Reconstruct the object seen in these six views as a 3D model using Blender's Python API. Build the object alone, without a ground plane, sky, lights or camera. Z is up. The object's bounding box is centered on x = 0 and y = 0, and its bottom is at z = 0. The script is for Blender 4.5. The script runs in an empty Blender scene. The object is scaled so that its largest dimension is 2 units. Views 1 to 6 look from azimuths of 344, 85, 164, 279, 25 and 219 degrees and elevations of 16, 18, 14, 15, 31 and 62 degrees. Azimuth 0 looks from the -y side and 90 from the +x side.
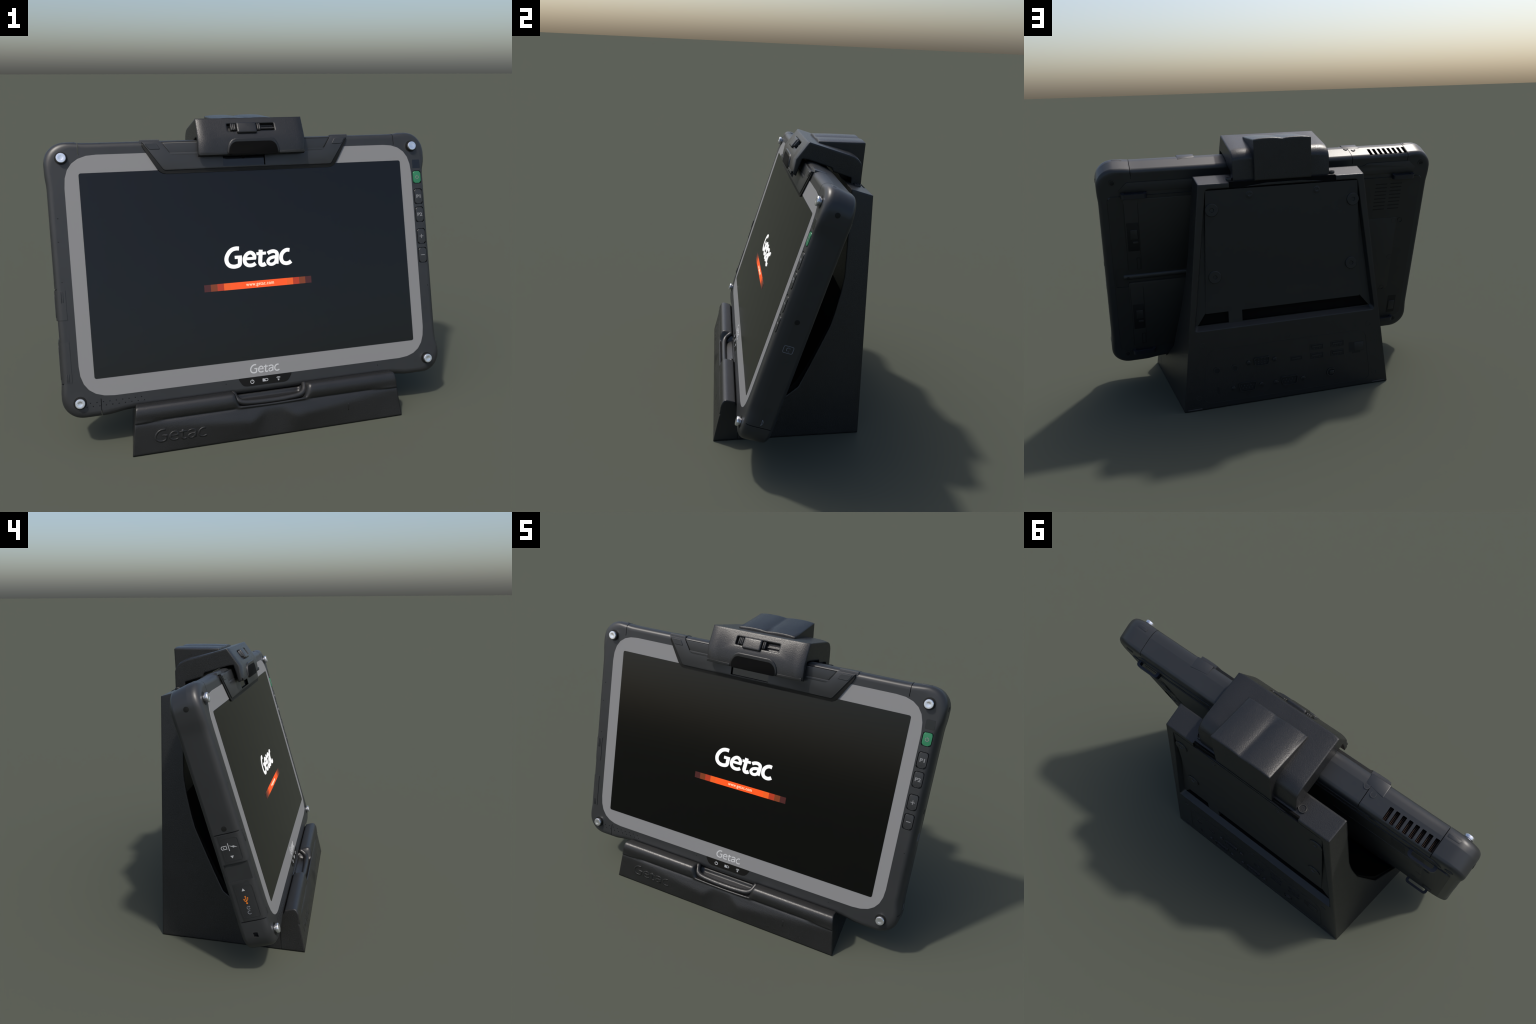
import bpy, bmesh, math
from mathutils import Matrix, Vector

# =====================================================================
#  Rugged tablet standing in a desktop docking station
#  Tablet parts are modelled flat (x across, y up the screen, z out of the
#  screen) and stood up by the matrix TAB; the dock is modelled in world axes.
# =====================================================================
COL = bpy.context.scene.collection
TILT = math.radians(16.0)
TAB = Matrix.Translation((0, -0.1045, 0.818)) @ Matrix.Rotation(math.radians(90) - TILT, 4, 'X')
I4 = Matrix.Identity(4)


# ------------------------------------------------------------- materials
def material(name, color, rough=0.5, metal=0.0, grain=0.0, grain_scale=300.0, mottled=0.0,
             emit=None, coat=0.0, spec=0.5, rough_var=0.0, soft=0.0):
    m = bpy.data.materials.new(name)
    m.use_nodes = True
    nt = m.node_tree
    b = nt.nodes["Principled BSDF"]
    b.inputs["Base Color"].default_value = (*color, 1)
    b.inputs["Roughness"].default_value = rough
    b.inputs["Metallic"].default_value = metal
    b.inputs["Specular IOR Level"].default_value = spec
    b.inputs["Coat Weight"].default_value = coat
    if grain or mottled or rough_var:
        tc = nt.nodes.new("ShaderNodeTexCoord")
        nz = nt.nodes.new("ShaderNodeTexNoise")
        nz.inputs["Scale"].default_value = grain_scale
        nz.inputs["Detail"].default_value = 3
        nt.links.new(tc.outputs["Object"], nz.inputs["Vector"])
        if grain:
            bp = nt.nodes.new("ShaderNodeBump")
            bp.inputs["Strength"].default_value = grain
            bp.inputs["Distance"].default_value = 0.002
            nt.links.new(nz.outputs["Fac"], bp.inputs["Height"])
            nt.links.new(bp.outputs["Normal"], b.inputs["Normal"])
            if soft:
                bv = nt.nodes.new("ShaderNodeBevel")
                bv.samples = 8
                bv.inputs["Radius"].default_value = soft
                nt.links.new(bv.outputs["Normal"], bp.inputs["Normal"])
        if rough_var:
            mr = nt.nodes.new("ShaderNodeMapRange")
            mr.inputs["From Min"].default_value = 0.3
            mr.inputs["From Max"].default_value = 0.7
            mr.inputs["To Min"].default_value = rough - rough_var
            mr.inputs["To Max"].default_value = rough + rough_var
            nt.links.new(nz.outputs["Fac"], mr.inputs["Value"])
            nt.links.new(mr.outputs["Result"], b.inputs["Roughness"])
        if mottled:
            n2 = nt.nodes.new("ShaderNodeTexNoise")
            n2.inputs["Scale"].default_value = 9.0
            n2.inputs["Detail"].default_value = 6
            nt.links.new(tc.outputs["Object"], n2.inputs["Vector"])
            cr = nt.nodes.new("ShaderNodeValToRGB")
            cr.color_ramp.elements[0].position = 0.3
            cr.color_ramp.elements[1].position = 0.7
            cr.color_ramp.elements[0].color = (*[c * (1 - mottled) for c in color], 1)
            cr.color_ramp.elements[1].color = (*[c * (1 + mottled) for c in color], 1)
            nt.links.new(n2.outputs["Fac"], cr.inputs["Fac"])
            nt.links.new(cr.outputs["Color"], b.inputs["Base Color"])
    if emit:
        b.inputs["Emission Color"].default_value = (*emit, 1)
        b.inputs["Emission Strength"].default_value = 1.0
    return m


M_HOUSING = material("housing_plastic", (0.0205, 0.0217, 0.0228), 0.40, grain=0.05, grain_scale=420, mottled=0.06)
M_BACK = material("back_plastic", (0.017, 0.0172, 0.0165), 0.5, grain=0.08, grain_scale=420, mottled=0.06)
M_TRIM = material("trim_plastic", (0.0225, 0.0237, 0.0250), 0.36, grain=0.03, grain_scale=420)
M_TRIM_EDGE = material("trim_edge_rubber", (0.0075, 0.0078, 0.0072), 0.5, grain=0.03, spec=0.25)
M_INDICATOR = material("indicator_black", (0.0065, 0.0062, 0.0055), 0.4, spec=0.2)
M_BEZEL = material("bezel_grey", (0.198, 0.199, 0.200), 0.55, grain=0.02, grain_scale=500)
M_GLASS = material("display_glass", (0.0016, 0.0017, 0.0016), 0.16, spec=0.42)
M_DARK_GLASS = material("sensor_glass", (0.006, 0.007, 0.009), 0.12)
M_STEEL = material("polished_steel", (0.80, 0.81, 0.84), 0.27, metal=0.92, grain=0.12, grain_scale=160)
M_DOCK = material("dock_plastic", (0.0120, 0.0122, 0.0124), 0.365, grain=0.32, grain_scale=230, mottled=0.1, rough_var=0.08, soft=0.012, spec=0.5)
M_DOCK_BACK = material("dock_back_plastic", (0.0100, 0.0108, 0.0108), 0.5, grain=0.12, grain_scale=300, mottled=0.06)
M_BLACK = material("matt_black", (0.003, 0.003, 0.003), 0.7, spec=0.08)
M_SLOT = material("slot_black", (0.004, 0.004, 0.0045), 0.6, spec=0.15)
M_RECESS = material("recess_plastic", (0.0075, 0.0078, 0.0080), 0.55, spec=0.35)
M_PIN = material("port_pin_metal", (0.030, 0.032, 0.034), 0.4, spec=0.4)
M_COPPER = material("heat_fin_copper", (0.035, 0.016, 0.009), 0.5, metal=0.3)
M_GREEN = material("button_green", (0.021, 0.165, 0.074), 0.42)
M_INK = material("icon_ink", (0.36, 0.37, 0.38), 0.6)
M_INK_KEY = material("key_ink", (0.17, 0.175, 0.18), 0.6)
M_INK_DIM = material("icon_ink_dim", (0.14, 0.15, 0.17), 0.6)
M_LOGO = material("bezel_logo_ink", (0.48, 0.485, 0.49), 0.5)
M_ORANGE = material("icon_orange", (0.75, 0.20, 0.01), 0.6)
M_LOOP = material("strap_loop_plastic", (0.012, 0.014, 0.020), 0.4)
M_WHITE_LIT = material("display_white", (0.02, 0.02, 0.02), 0.3, emit=(1, 1, 1))
M_BAR = [material("display_orange_%s" % n, (0.01, 0.006, 0.004), 0.3, emit=c) for n, c in
         (("dark", (0.052, 0.006, 0.007)), ("brown", (0.185, 0.034, 0.006)), ("red", (0.42, 0.032, 0.006)),
          ("amber", (0.84, 0.105, 0.008)), ("full", (1.0, 0.094, 0.006)))]
M_URL = material("display_url", (0.02, 0.02, 0.02), 0.3, emit=(1.0, 0.80, 0.55))


# ------------------------------------------------------------- helpers
def empty(name, loc, label, category):
    o = bpy.data.objects.new(name, None)
    o.location = loc
    o.empty_display_size = 0.1
    o["label"] = label
    o["category"] = category
    COL.objects.link(o)
    return o


def adopt(o, parent):
    o.parent = parent
    if parent is not None:
        base = Matrix.Translation(parent.location) if parent.type == 'EMPTY' else parent.matrix_basis_world
        o.matrix_parent_inverse = base.inverted()


WORLD = {}      # object name -> world matrix, so that sub-parts can be parented without an update


def finish(bm, name, mat, parent, M=I4, smooth=32.0):
    bmesh.ops.recalc_face_normals(bm, faces=bm.faces)
    me = bpy.data.meshes.new(name)
    bm.to_mesh(me)
    bm.free()
    return place(me, name, mat, parent, M, smooth)


def place(me, name, mat, parent, M=I4, smooth=32.0):
    if mat is not None and not me.materials:
        me.materials.append(mat)
    if smooth:
        for p in me.polygons:
            p.use_smooth = True
        me.set_sharp_from_angle(angle=math.radians(smooth))
    o = bpy.data.objects.new(name, me)
    COL.objects.link(o)
    o.parent = parent
    if parent is not None:
        o.matrix_parent_inverse = WORLD.get(parent.name, I4).inverted()
    o.matrix_basis = M
    WORLD[o.name] = M.copy()
    return o


def bevel_sharp(bm, width, segs=2, angle=25.0, keep=None):
    if width <= 0:
        return
    es = [e for e in bm.edges if len(e.link_faces) == 2 and e.calc_face_angle(0) > math.radians(angle)
          and (keep is None or keep(e))]
    if es:
        bmesh.ops.bevel(bm, geom=es, offset=width, segments=segs, affect='EDGES', profile=0.5, clamp_overlap=True)


def rrect(w, h, r, seg=5, cx=0.0, cy=0.0):
    r = max(1e-5, min(r, w / 2 - 1e-5, h / 2 - 1e-5))
    pts = []
    for k, (sx, sy) in enumerate(((1, 1), (-1, 1), (-1, -1), (1, -1))):
        for i in range(seg + 1):
            a = math.pi / 2 * (k + i / seg)
            pts.append((cx + sx * (w / 2 - r) + r * math.cos(a), cy + sy * (h / 2 - r) + r * math.sin(a)))
    return pts


def circle(r, n=24, cx=0.0, cy=0.0, a0=0.0):
    return [(cx + r * math.cos(a0 + 2 * math.pi * i / n), cy + r * math.sin(a0 + 2 * math.pi * i / n)) for i in range(n)]


def rounded(poly, r, seg=4):
    """round the corners of a polygon"""
    out = []
    n = len(poly)
    for i in range(n):
        p0, p, p1 = Vector(poly[i - 1]), Vector(poly[i]), Vector(poly[(i + 1) % n])
        d0, d1 = (p0 - p), (p1 - p)
        rr = min(r, d0.length * 0.45, d1.length * 0.45)
        a, b = p + d0.normalized() * rr, p + d1.normalized() * rr
        for k in range(seg + 1):
            t = k / seg
            q = a * (1 - t) ** 2 + p * 2 * t * (1 - t) + b * t ** 2
            out.append((q.x, q.y))
    return out


def prism_bm(outline, z0, z1, bev=0.0, segs=2, both=False):
    bm = bmesh.new()
    lo = [bm.verts.new((x, y, z0)) for x, y in outline]
    hi = [bm.verts.new((x, y, z1)) for x, y in outline]
    n = len(outline)
    bm.faces.new(lo[::-1])
    top = bm.faces.new(hi)
    for i in range(n):
        bm.faces.new((lo[i], lo[(i + 1) % n], hi[(i + 1) % n], hi[i]))
    if bev > 0:
        es = list(top.edges)
        if both:
            es += [e for e in bm.edges if all(abs(v.co.z - z0) < 1e-9 for v in e.verts)]
        bmesh.ops.bevel(bm, geom=es, offset=bev, segments=segs, affect='EDGES', profile=0.5, clamp_overlap=True)
    return bm


def prism(name, outline, z0, z1, mat, parent, M=I4, bev=0.0, segs=2, both=False, smooth=32.0):
    return finish(prism_bm(outline, z0, z1, bev, segs, both), name, mat, parent, M, smooth)


def ring_prism(name, outer, inner, z0, z1, mat, parent, M=I4, bev=0.0):
    bm = bmesh.new()
    n = len(outer)
    L = [[bm.verts.new((x, y, z)) for x, y in ol] for ol, z in ((outer, z0), (outer, z1), (inner, z1), (inner, z0))]
    for k in range(4):
        A, B = L[k], L[(k + 1) % 4]
        for i in range(n):
            bm.faces.new((A[i], A[(i + 1) % n], B[(i + 1) % n], B[i]))
    bevel_sharp(bm, bev, 1, 50)
    return finish(bm, name, mat, parent, M)


def loft_bm(rings, cap=True):
    bm = bmesh.new()
    V = [[bm.verts.new(p) for p in r] for r in rings]
    n = len(rings[0])
    for a, b in zip(V, V[1:]):
        for i in range(n):
            bm.faces.new((a[i], a[(i + 1) % n], b[(i + 1) % n], b[i]))
    if cap:
        bm.faces.new(V[0][::-1])
        bm.faces.new(V[-1])
    return bm


def lathe(name, profile, mat, parent, M=I4, n=28, smooth=32.0, bump=None):
    """profile: (radius, z) from bottom to top, axis z"""
    rings = [[(r * math.cos(2 * math.pi * i / n), r * math.sin(2 * math.pi * i / n), z) for i in range(n)] for r, z in profile]
    return finish(loft_bm(rings), name, mat, parent, M, smooth)


def box_bm(x0, x1, y0, y1, z0, z1):
    return prism_bm([(x0, y0), (x1, y0), (x1, y1), (x0, y1)], z0, z1)


def box(name, x0, x1, y0, y1, z0, z1, mat, parent, M=I4, bev=0.0, segs=2):
    bm = box_bm(x0, x1, y0, y1, z0, z1)
    bevel_sharp(bm, bev, segs)
    return finish(bm, name, mat, parent, M)


def stroke(pts, w):
    """outline of a thick polyline (open), for icons"""
    L, R = [], []
    for i, p in enumerate(pts):
        a = Vector(pts[max(0, i - 1)])
        b = Vector(pts[min(len(pts) - 1, i + 1)])
        d = (b - a).normalized()
        nrm = Vector((-d.y, d.x)) * w / 2
        L.append((p[0] + nrm.x, p[1] + nrm.y))
        R.append((p[0] - nrm.x, p[1] - nrm.y))
    return L + R[::-1]


def arc(r, a0, a1, n=14, cx=0.0, cy=0.0):
    return [(cx + r * math.cos(math.radians(a0 + (a1 - a0) * i / n)), cy + r * math.sin(math.radians(a0 + (a1 - a0) * i / n))) for i in range(n + 1)]


def decal(name, outlines, z, mat, parent, M, t=0.0012):
    bm = bmesh.new()
    for ol in outlines:
        b2 = prism_bm(ol, z - t, z)
        me = bpy.data.meshes.new("tmp")
        b2.to_mesh(me)
        b2.free()
        bm.from_mesh(me)
        bpy.data.meshes.remove(me)
    return finish(bm, name, mat, parent, M, smooth=None)


def text(name, body, box4, z, mat, parent, M, depth=0.0015, bold=0.0, shear=0.0, spacing=1.0, bev=0.0):
    """built-in font, fitted into the box (x0, x1, y0, y1) and lying at height z"""
    cu = bpy.data.curves.new(name, 'FONT')
    cu.body = body
    cu.offset = bold
    cu.shear = shear
    cu.space_character = spacing
    cu.extrude = 0.5
    cu.resolution_u = 6
    ob = bpy.data.objects.new(name, cu)
    COL.objects.link(ob)
    dg = bpy.context.evaluated_depsgraph_get()
    me = bpy.data.meshes.new_from_object(ob.evaluated_get(dg))
    bpy.data.objects.remove(ob)
    bpy.data.curves.remove(cu)
    xs = [v.co.x for v in me.vertices]
    ys = [v.co.y for v in me.vertices]
    x0, x1, y0, y1 = box4
    sx, sy = (x1 - x0) / (max(xs) - min(xs)), (y1 - y0) / (max(ys) - min(ys))
    mx, my = min(xs), min(ys)
    for v in me.vertices:
        v.co = ((v.co.x - mx) * sx + x0, (v.co.y - my) * sy + y0, z + (v.co.z - 0.5) * depth)
    me.materials.clear()
    return place(me, name, mat, parent, M, smooth=None)


def curve2(pts, k=5):
    out = []
    P = [Vector(p) for p in pts]
    for i in range(len(P) - 1):
        p0, p1, p2, p3 = P[max(0, i - 1)], P[i], P[i + 1], P[min(len(P) - 1, i + 2)]
        for j in range(k):
            t = j / k
            q = 0.5 * ((2 * p1) + (p2 - p0) * t + (2 * p0 - 5 * p1 + 4 * p2 - p3) * t * t + (3 * p1 - p0 - 3 * p2 + p3) * t ** 3)
            out.append((q.x, q.y))
    out.append(tuple(P[-1]))
    return out


# slanted wordmark drawn with a broad pen: (pen width, centre line) for each stroke, in units of 1/1000 of its length
WORDMARK = [(58, [(224, 292), (180, 296), (130, 286), (88, 259), (54, 216), (34, 172), (30, 127), (43, 84), (75, 51), (121, 36), (167, 37), (206, 50), (221, 74), (224, 112), (230, 164)]),
            (46, [(153, 168), (258, 166)]),
            (53, [(440, 127), (443, 160), (429, 196), (395, 220), (356, 214), (321, 187), (298, 148), (294, 106), (305, 67), (336, 41), (375, 33), (417, 38), (452, 58)]),
            (40, [(312, 135), (462, 133)]),
            (58, [(543, 250), (536, 176), (526, 100), (523, 57), (541, 31), (572, 29), (602, 43)]),
            (42, [(476, 196), (618, 197)]),
            (53, [(644, 190), (683, 209), (729, 216), (768, 203), (783, 177), (779, 127), (768, 28)]),
            (46, [(771, 128), (721, 129), (667, 111), (640, 75), (648, 44), (679, 26), (721, 32), (752, 58), (767, 98)]),
            (55, [(977, 215), (935, 220), (889, 201), (854, 161), (841, 112), (847, 69), (870, 37), (912, 23), (954, 28), (989, 48)])]


def wordmark(name, box4, z, mat, parent, M, pen=1.0, t=0.001):
    x0, x1, y0, y1 = box4
    sx, sy = (x1 - x0) / 1000.0, (y1 - y0) / 318.0
    bm = bmesh.new()
    for i, (w, line) in enumerate(WORDMARK):
        ol = [(x0 + x * sx, y0 + y * sy) for x, y in stroke(curve2(line), w * pen)]
        n = len(ol) // 2
        hi = [bm.verts.new((x, y, z + 0.00012 * i)) for x, y in ol]
        lo = [bm.verts.new((x, y, z - t)) for x, y in ol]
        for j in range(n - 1):
            a, b, c, d = j, j + 1, 2 * n - 2 - j, 2 * n - 1 - j
            bm.faces.new((hi[a], hi[b], hi[c], hi[d]))
        for j in range(2 * n):
            bm.faces.new((lo[j], lo[(j + 1) % (2 * n)], hi[(j + 1) % (2 * n)], hi[j]))
    return finish(bm, name, mat, parent, M, smooth=None)


def carve(o, cutters, mat=None):
    """cut a list of bmesh solids out of o (same local space)"""
    bm = bmesh.new()
    for c in cutters:
        bmesh.ops.recalc_face_normals(c, faces=c.faces)
        me = bpy.data.meshes.new("tmp")
        c.to_mesh(me)
        c.free()
        bm.from_mesh(me)
        bpy.data.meshes.remove(me)
    cm = bpy.data.meshes.new("cutter")
    bm.to_mesh(cm)
    bm.free()
    cm.materials.append(mat or o.data.materials[0])
    co = bpy.data.objects.new("cutter", cm)
    COL.objects.link(co)
    co.matrix_world = o.matrix_basis
    keep_parent, basis = o.parent, o.matrix_basis.copy()
    o.parent = None
    o.matrix_basis = basis
    md = o.modifiers.new("carve", 'BOOLEAN')
    md.operation = 'DIFFERENCE'
    md.object = co
    md.solver = 'EXACT'
    md.material_mode = 'TRANSFER'
    bpy.context.view_layer.update()
    dg = bpy.context.evaluated_depsgraph_get()
    me = bpy.data.meshes.new_from_object(o.evaluated_get(dg))
    o.modifiers.clear()
    old = o.data
    o.data = me
    me.name = old.name
    bpy.data.objects.remove(co)
    for p in me.polygons:
        p.use_smooth = True
    me.set_sharp_from_angle(angle=math.radians(32))
    o.parent = keep_parent
    if keep_parent is not None:
        o.matrix_parent_inverse = WORLD.get(keep_parent.name, I4).inverted()
    o.matrix_basis = basis


def sm(a, b, x):
    t = max(0.0, min(1.0, (x - a) / (b - a)))
    return t * t * (3 - 2 * t)


def lerp(a, b, t):
    return a + (b - a) * t


# =====================================================================
#  TABLET
# =====================================================================
tablet = empty("rugged_tablet", TAB @ Vector((0, -0.665, -0.07)),
               "rugged black tablet computer with grey bezel and lit screen", "tablet computer")
WORLD[tablet.name] = Matrix.Translation(tablet.location)


def outline_at(z):
    """plan outline of the housing at depth z, with its flared corner bumpers"""
    # inset of the section, front rounding and back rounding
    prof = [(0.0, 0.032), (-0.001, 0.021), (-0.005, 0.012), (-0.013, 0.0052), (-0.024, 0.0014), (-0.036, 0.0), (-0.056, 0.0), (-0.060, 0.0),
            (-0.128, 0.0008), (-0.132, 0.0012), (-0.140, 0.004), (-0.147, 0.010), (-0.1515, 0.022)]
    for (z0, i0), (z1, i1) in zip(prof, prof[1:]):
        if z1 <= z <= z0:
            ins = lerp(i0, i1, (z - z0) / (z1 - z0))
            break
    pts = rrect(2 * (0.9995 - ins), 0.638 + 0.658 - 2 * ins, 0.100 + ins * 0.5, 12, 0, (0.638 - 0.658) / 2)
    # refine long sides
    fine = []
    n = len(pts)
    for i in range(n):
        a, b = Vector(pts[i]), Vector(pts[(i + 1) % n])
        k = 48 if (b - a).length > 0.2 else 1
        for j in range(k):
            fine.append(a.lerp(b, j / k))
    out = []
    for p in fine:
        x, y = p.x, p.y
        ax = abs(x)
        low = sm(-0.45, -0.60, y)
        y -= 0.014 * sm(0.68, 0.80, ax) * low
        top = sm(0.45, 0.60, y)
        y += 0.005 * sm(0.80, 0.87, ax) * top
        side = sm(0.80, 0.95, ax)
        mid = side * sm(-0.56, -0.47, y) * sm(0.50, 0.42, y)
        if x > 0:      # flat sides between the bumpers; on the key side the front edge is cut back too
            x -= 0.005 * mid + 0.009 * mid * sm(-0.050, -0.012, z)
        else:
            x += 0.006 * mid
        # the rim falls away towards the back, more so on the fan side
        slope = lerp(0.19, 0.15, sm(-0.22, -0.05, x))
        y -= slope * max(0.0, -0.058 - z) * top
        out.append((x, y, z))
    return out


levels = [-0.1515, -0.147, -0.140, -0.132, -0.128, -0.060, -0.056, -0.036, -0.024, -0.013, -0.005, -0.001, 0.0]
TF = TAB @ Matrix.Translation((0, 0, -0.0065))     # parts lying on the front face
housing = finish(loft_bm([outline_at(z) for z in levels]), "housing", M_HOUSING, tablet, TAB, smooth=40)

cut = []
# cooling slots in the top rim
slot_x = [-0.602 - 0.0320 * i for i in range(8)]
for x in slot_x:
    b = prism_bm(rrect(0.0195, 0.061, 0.003, 2, x, -0.107), 0.585, 0.70)
    b.transform(Matrix(((1, 0, 0, 0), (0, 0, 1, 0), (0, 1, 0, 0), (0, 0, 0, 1))))
    cut.append(b)
carve(housing, cut, M_SLOT)
fins = bmesh.new()
for x in slot_x:
    for k in (-1, 0, 1):
        bmesh.ops.create_cube(fins, size=1, matrix=Matrix.Translation((x + k * 0.0062, 0.596, -0.107)) @ Matrix.Diagonal((0.0016, 0.03, 0.058, 1)))
fin = finish(fins, "heat_fins", M_COPPER, housing, TAB)
fin["kind"] = "stuff"
# seams round the housing (top rim, sides)
seams = []
for x in (0.813, -0.476, -0.838):
    seams.append(box_bm(x - 0.0016, x + 0.0016, 0.575, 0.70, -0.16, 0.03))
seams.append(box_bm(-0.822, -0.819, -0.70, -0.585, -0.13, 0.03))
seams.append(box_bm(0.965, 1.03, -0.5525, -0.549, -0.135, -0.01))
# lock slot, rubber plugs, charging pocket of the left side
seams.append(box_bm(-1.03, -0.972, -0.582, -0.556, -0.087, -0.064))
seams.append(box_bm(-1.03, -0.986, -0.290, -0.200, -0.128, 0.03))
seams.append(box_bm(-1.03, -0.983, -0.054, -0.049, -0.129, 0.03))
seams.append(box_bm(-1.03, -0.983, -0.500, -0.4955, -0.129, 0.03))
carve(housing, seams, M_HOUSING)

# --- front face
bezel_outline = rounded([(-0.911, -0.577), (0.906, -0.577), (0.906, 0.575), (-0.911, 0.575)], 0.155, 6)
bezel = prism("bezel", bezel_outline, 0.0, 0.0078, M_BEZEL, tablet, TF, bev=0.001, segs=1)
screen = prism("screen", rrect(1.686, 0.978, 0.010, 3, 0, -0.0005), 0.004, 0.0090, M_GLASS, tablet, TF, bev=0.0006, segs=1)
wordmark("screen_logo", (-0.170, 0.184, -0.0245, 0.086), 0.0098, M_WHITE_LIT, screen, TF)
bar_y0, bar_y1 = -0.1275, -0.0925
seg_w = 0.0335
for s in (-1, 1):
    for k in range(4):
        xo = s * (0.283 - seg_w * k)
        xi = s * (0.283 - seg_w * (k + 1))
        box("screen_banner_block", min(xo, xi), max(xo, xi), bar_y0, bar_y1, 0.008, 0.0098, M_BAR[k], screen, TF)
xm_ = 0.283 - 4 * seg_w
box("screen_banner", -xm_, xm_, bar_y0, bar_y1, 0.008, 0.0098, M_BAR[4], screen, TF)
text("screen_address", "www.getac.com", (-0.068, 0.079, -0.1215, -0.1015), 0.0106, M_URL, screen, TF, depth=0.0007, bold=0.006, spacing=1.1)
wordmark("bezel_logo", (-0.083, 0.074, -0.5615, -0.5125), 0.0082, M_LOGO, bezel, TF, pen=0.72)

# indicator window under the bezel logo
ind = prism("indicator_window", rounded([(-0.149, -0.5745), (-0.121, -0.621), (0.113, -0.621), (0.143, -0.5745)], 0.018, 4),
            0.002, 0.0074, M_INDICATOR, tablet, TF, bev=0.0006, segs=1)
iz = 0.0082


def power_icon(r, cx, cy, w):
    return [stroke(arc(r, 118, 422, 18, cx, cy), w), [(cx - w / 2, cy + r * 0.25), (cx + w / 2, cy + r * 0.25), (cx + w / 2, cy + r * 1.35), (cx - w / 2, cy + r * 1.35)]]


decal("power_icon", power_icon(0.0088, -0.0745, -0.600, 0.0034), iz, M_INK, ind, TF)
decal("battery_icon", [[(-0.020, -0.606), (0.000, -0.606), (-0.010, -0.591), (-0.020, -0.591)],
                       stroke([(-0.006, -0.5925), (0.004, -0.5925), (0.008, -0.5955), (0.008, -0.6015), (0.004, -0.6045), (0.000, -0.6045)], 0.003)],
      iz, M_INK, ind, TF)
decal("signal_icon", [circle(0.0042, 12, 0.0645, -0.606), stroke(arc(0.0085, 50, 130, 8, 0.0645, -0.606), 0.003), stroke(arc(0.0145, 48, 132, 8, 0.0645, -0.606), 0.003)],
      iz, M_INK, ind, TF)

# --- keys on the right edge of the front
KX = 0.940
prism("light_sensor", rrect(0.046, 0.047, 0.005, 3, KX, 0.466), 0.000, 0.0070, M_DARK_GLASS, tablet, TF, bev=0.0006, segs=1)


def key(name, y, h, mat):
    carve_here.append(prism_bm(rrect(0.052, h + 0.007, 0.013, 5, KX, y), -0.012, 0.03))
    return prism(name, rrect(0.044, h, 0.011, 5, KX, y), -0.012, 0.0078, mat, tablet, TF, bev=0.004, segs=3)


carve_here = []
kp = key("power_button", 0.394, 0.064, M_GREEN)
k1 = key("function_button", 0.2885, 0.078, M_HOUSING)
k2 = key("function_button", 0.1895, 0.078, M_HOUSING)
k3 = key("volume_button", 0.0705, 0.078, M_HOUSING)
k4 = key("volume_button", -0.0325, 0.078, M_HOUSING)
kz = 0.0086
decal("power_symbol", power_icon(0.0085, KX, 0.393, 0.003), kz, M_INK_KEY, kp, TF)
text("key_label", "P1", (KX - 0.0125, KX + 0.0125, 0.279, 0.298), kz, M_INK_KEY, k1, TF, depth=0.001, bold=0.03)
text("key_label", "P2", (KX - 0.0145, KX + 0.0145, 0.180, 0.199), kz, M_INK_KEY, k2, TF, depth=0.001, bold=0.03)
plus_w = 0.0018
decal("key_symbol", [[(KX - 0.011, 0.0705 - plus_w), (KX - plus_w, 0.0705 - plus_w), (KX - plus_w, 0.0595), (KX + plus_w, 0.0595), (KX + plus_w, 0.0705 - plus_w),
                      (KX + 0.011, 0.0705 - plus_w), (KX + 0.011, 0.0705 + plus_w), (KX + plus_w, 0.0705 + plus_w), (KX + plus_w, 0.0815), (KX - plus_w, 0.0815),
                      (KX - plus_w, 0.0705 + plus_w), (KX - 0.011, 0.0705 + plus_w)]], kz, M_INK_KEY, k3, TF)
decal("key_symbol", [[(KX - 0.011, -0.0345), (KX + 0.011, -0.0345), (KX + 0.011, -0.0305), (KX - 0.011, -0.0305)]], kz, M_INK_KEY, k4, TF)

# pin holes: microphones and speaker grille of the front
holes = []
for i in range(10):
    for j in range(2):
        holes.append(prism_bm(circle(0.0026, 8, -0.900 + 0.030 * i + 0.012 * j, -0.601 - 0.017 * j), -0.010, 0.03))
for x, y in ((-0.952, 0.28), (-0.958, 0.17), (-0.955, -0.02), (0.955, -0.2), (-0.21, -0.595), (0.62, -0.60)):
    holes.append(prism_bm(circle(0.0022, 8, x, y), -0.010, 0.03))
carve(housing, carve_here + holes, M_HOUSING)

# --- corner screws, standing proud of the front
for x, y in ((-0.917, 0.563), (0.914, 0.563), (-0.917, -0.5945), (0.913, -0.5945)):
    s = lathe("corner_screw", [(0.017, 0.002), (0.017, 0.013), (0.0228, 0.014), (0.0235, 0.0165), (0.0235, 0.0255), (0.0215, 0.0285),
                               (0.012, 0.0293), (0.009, 0.0285), (0.004, 0.0282)], M_STEEL, tablet, TF @ Matrix.Translation((x, y, 0.0)), n=20)
    lathe("screw_seat", [(0.031, 0.0), (0.031, 0.0072), (0.026, 0.0078), (0.020, 0.0070)], M_TRIM_EDGE, s, TF @ Matrix.Translation((x, y, 0.0)), n=24)

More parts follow.
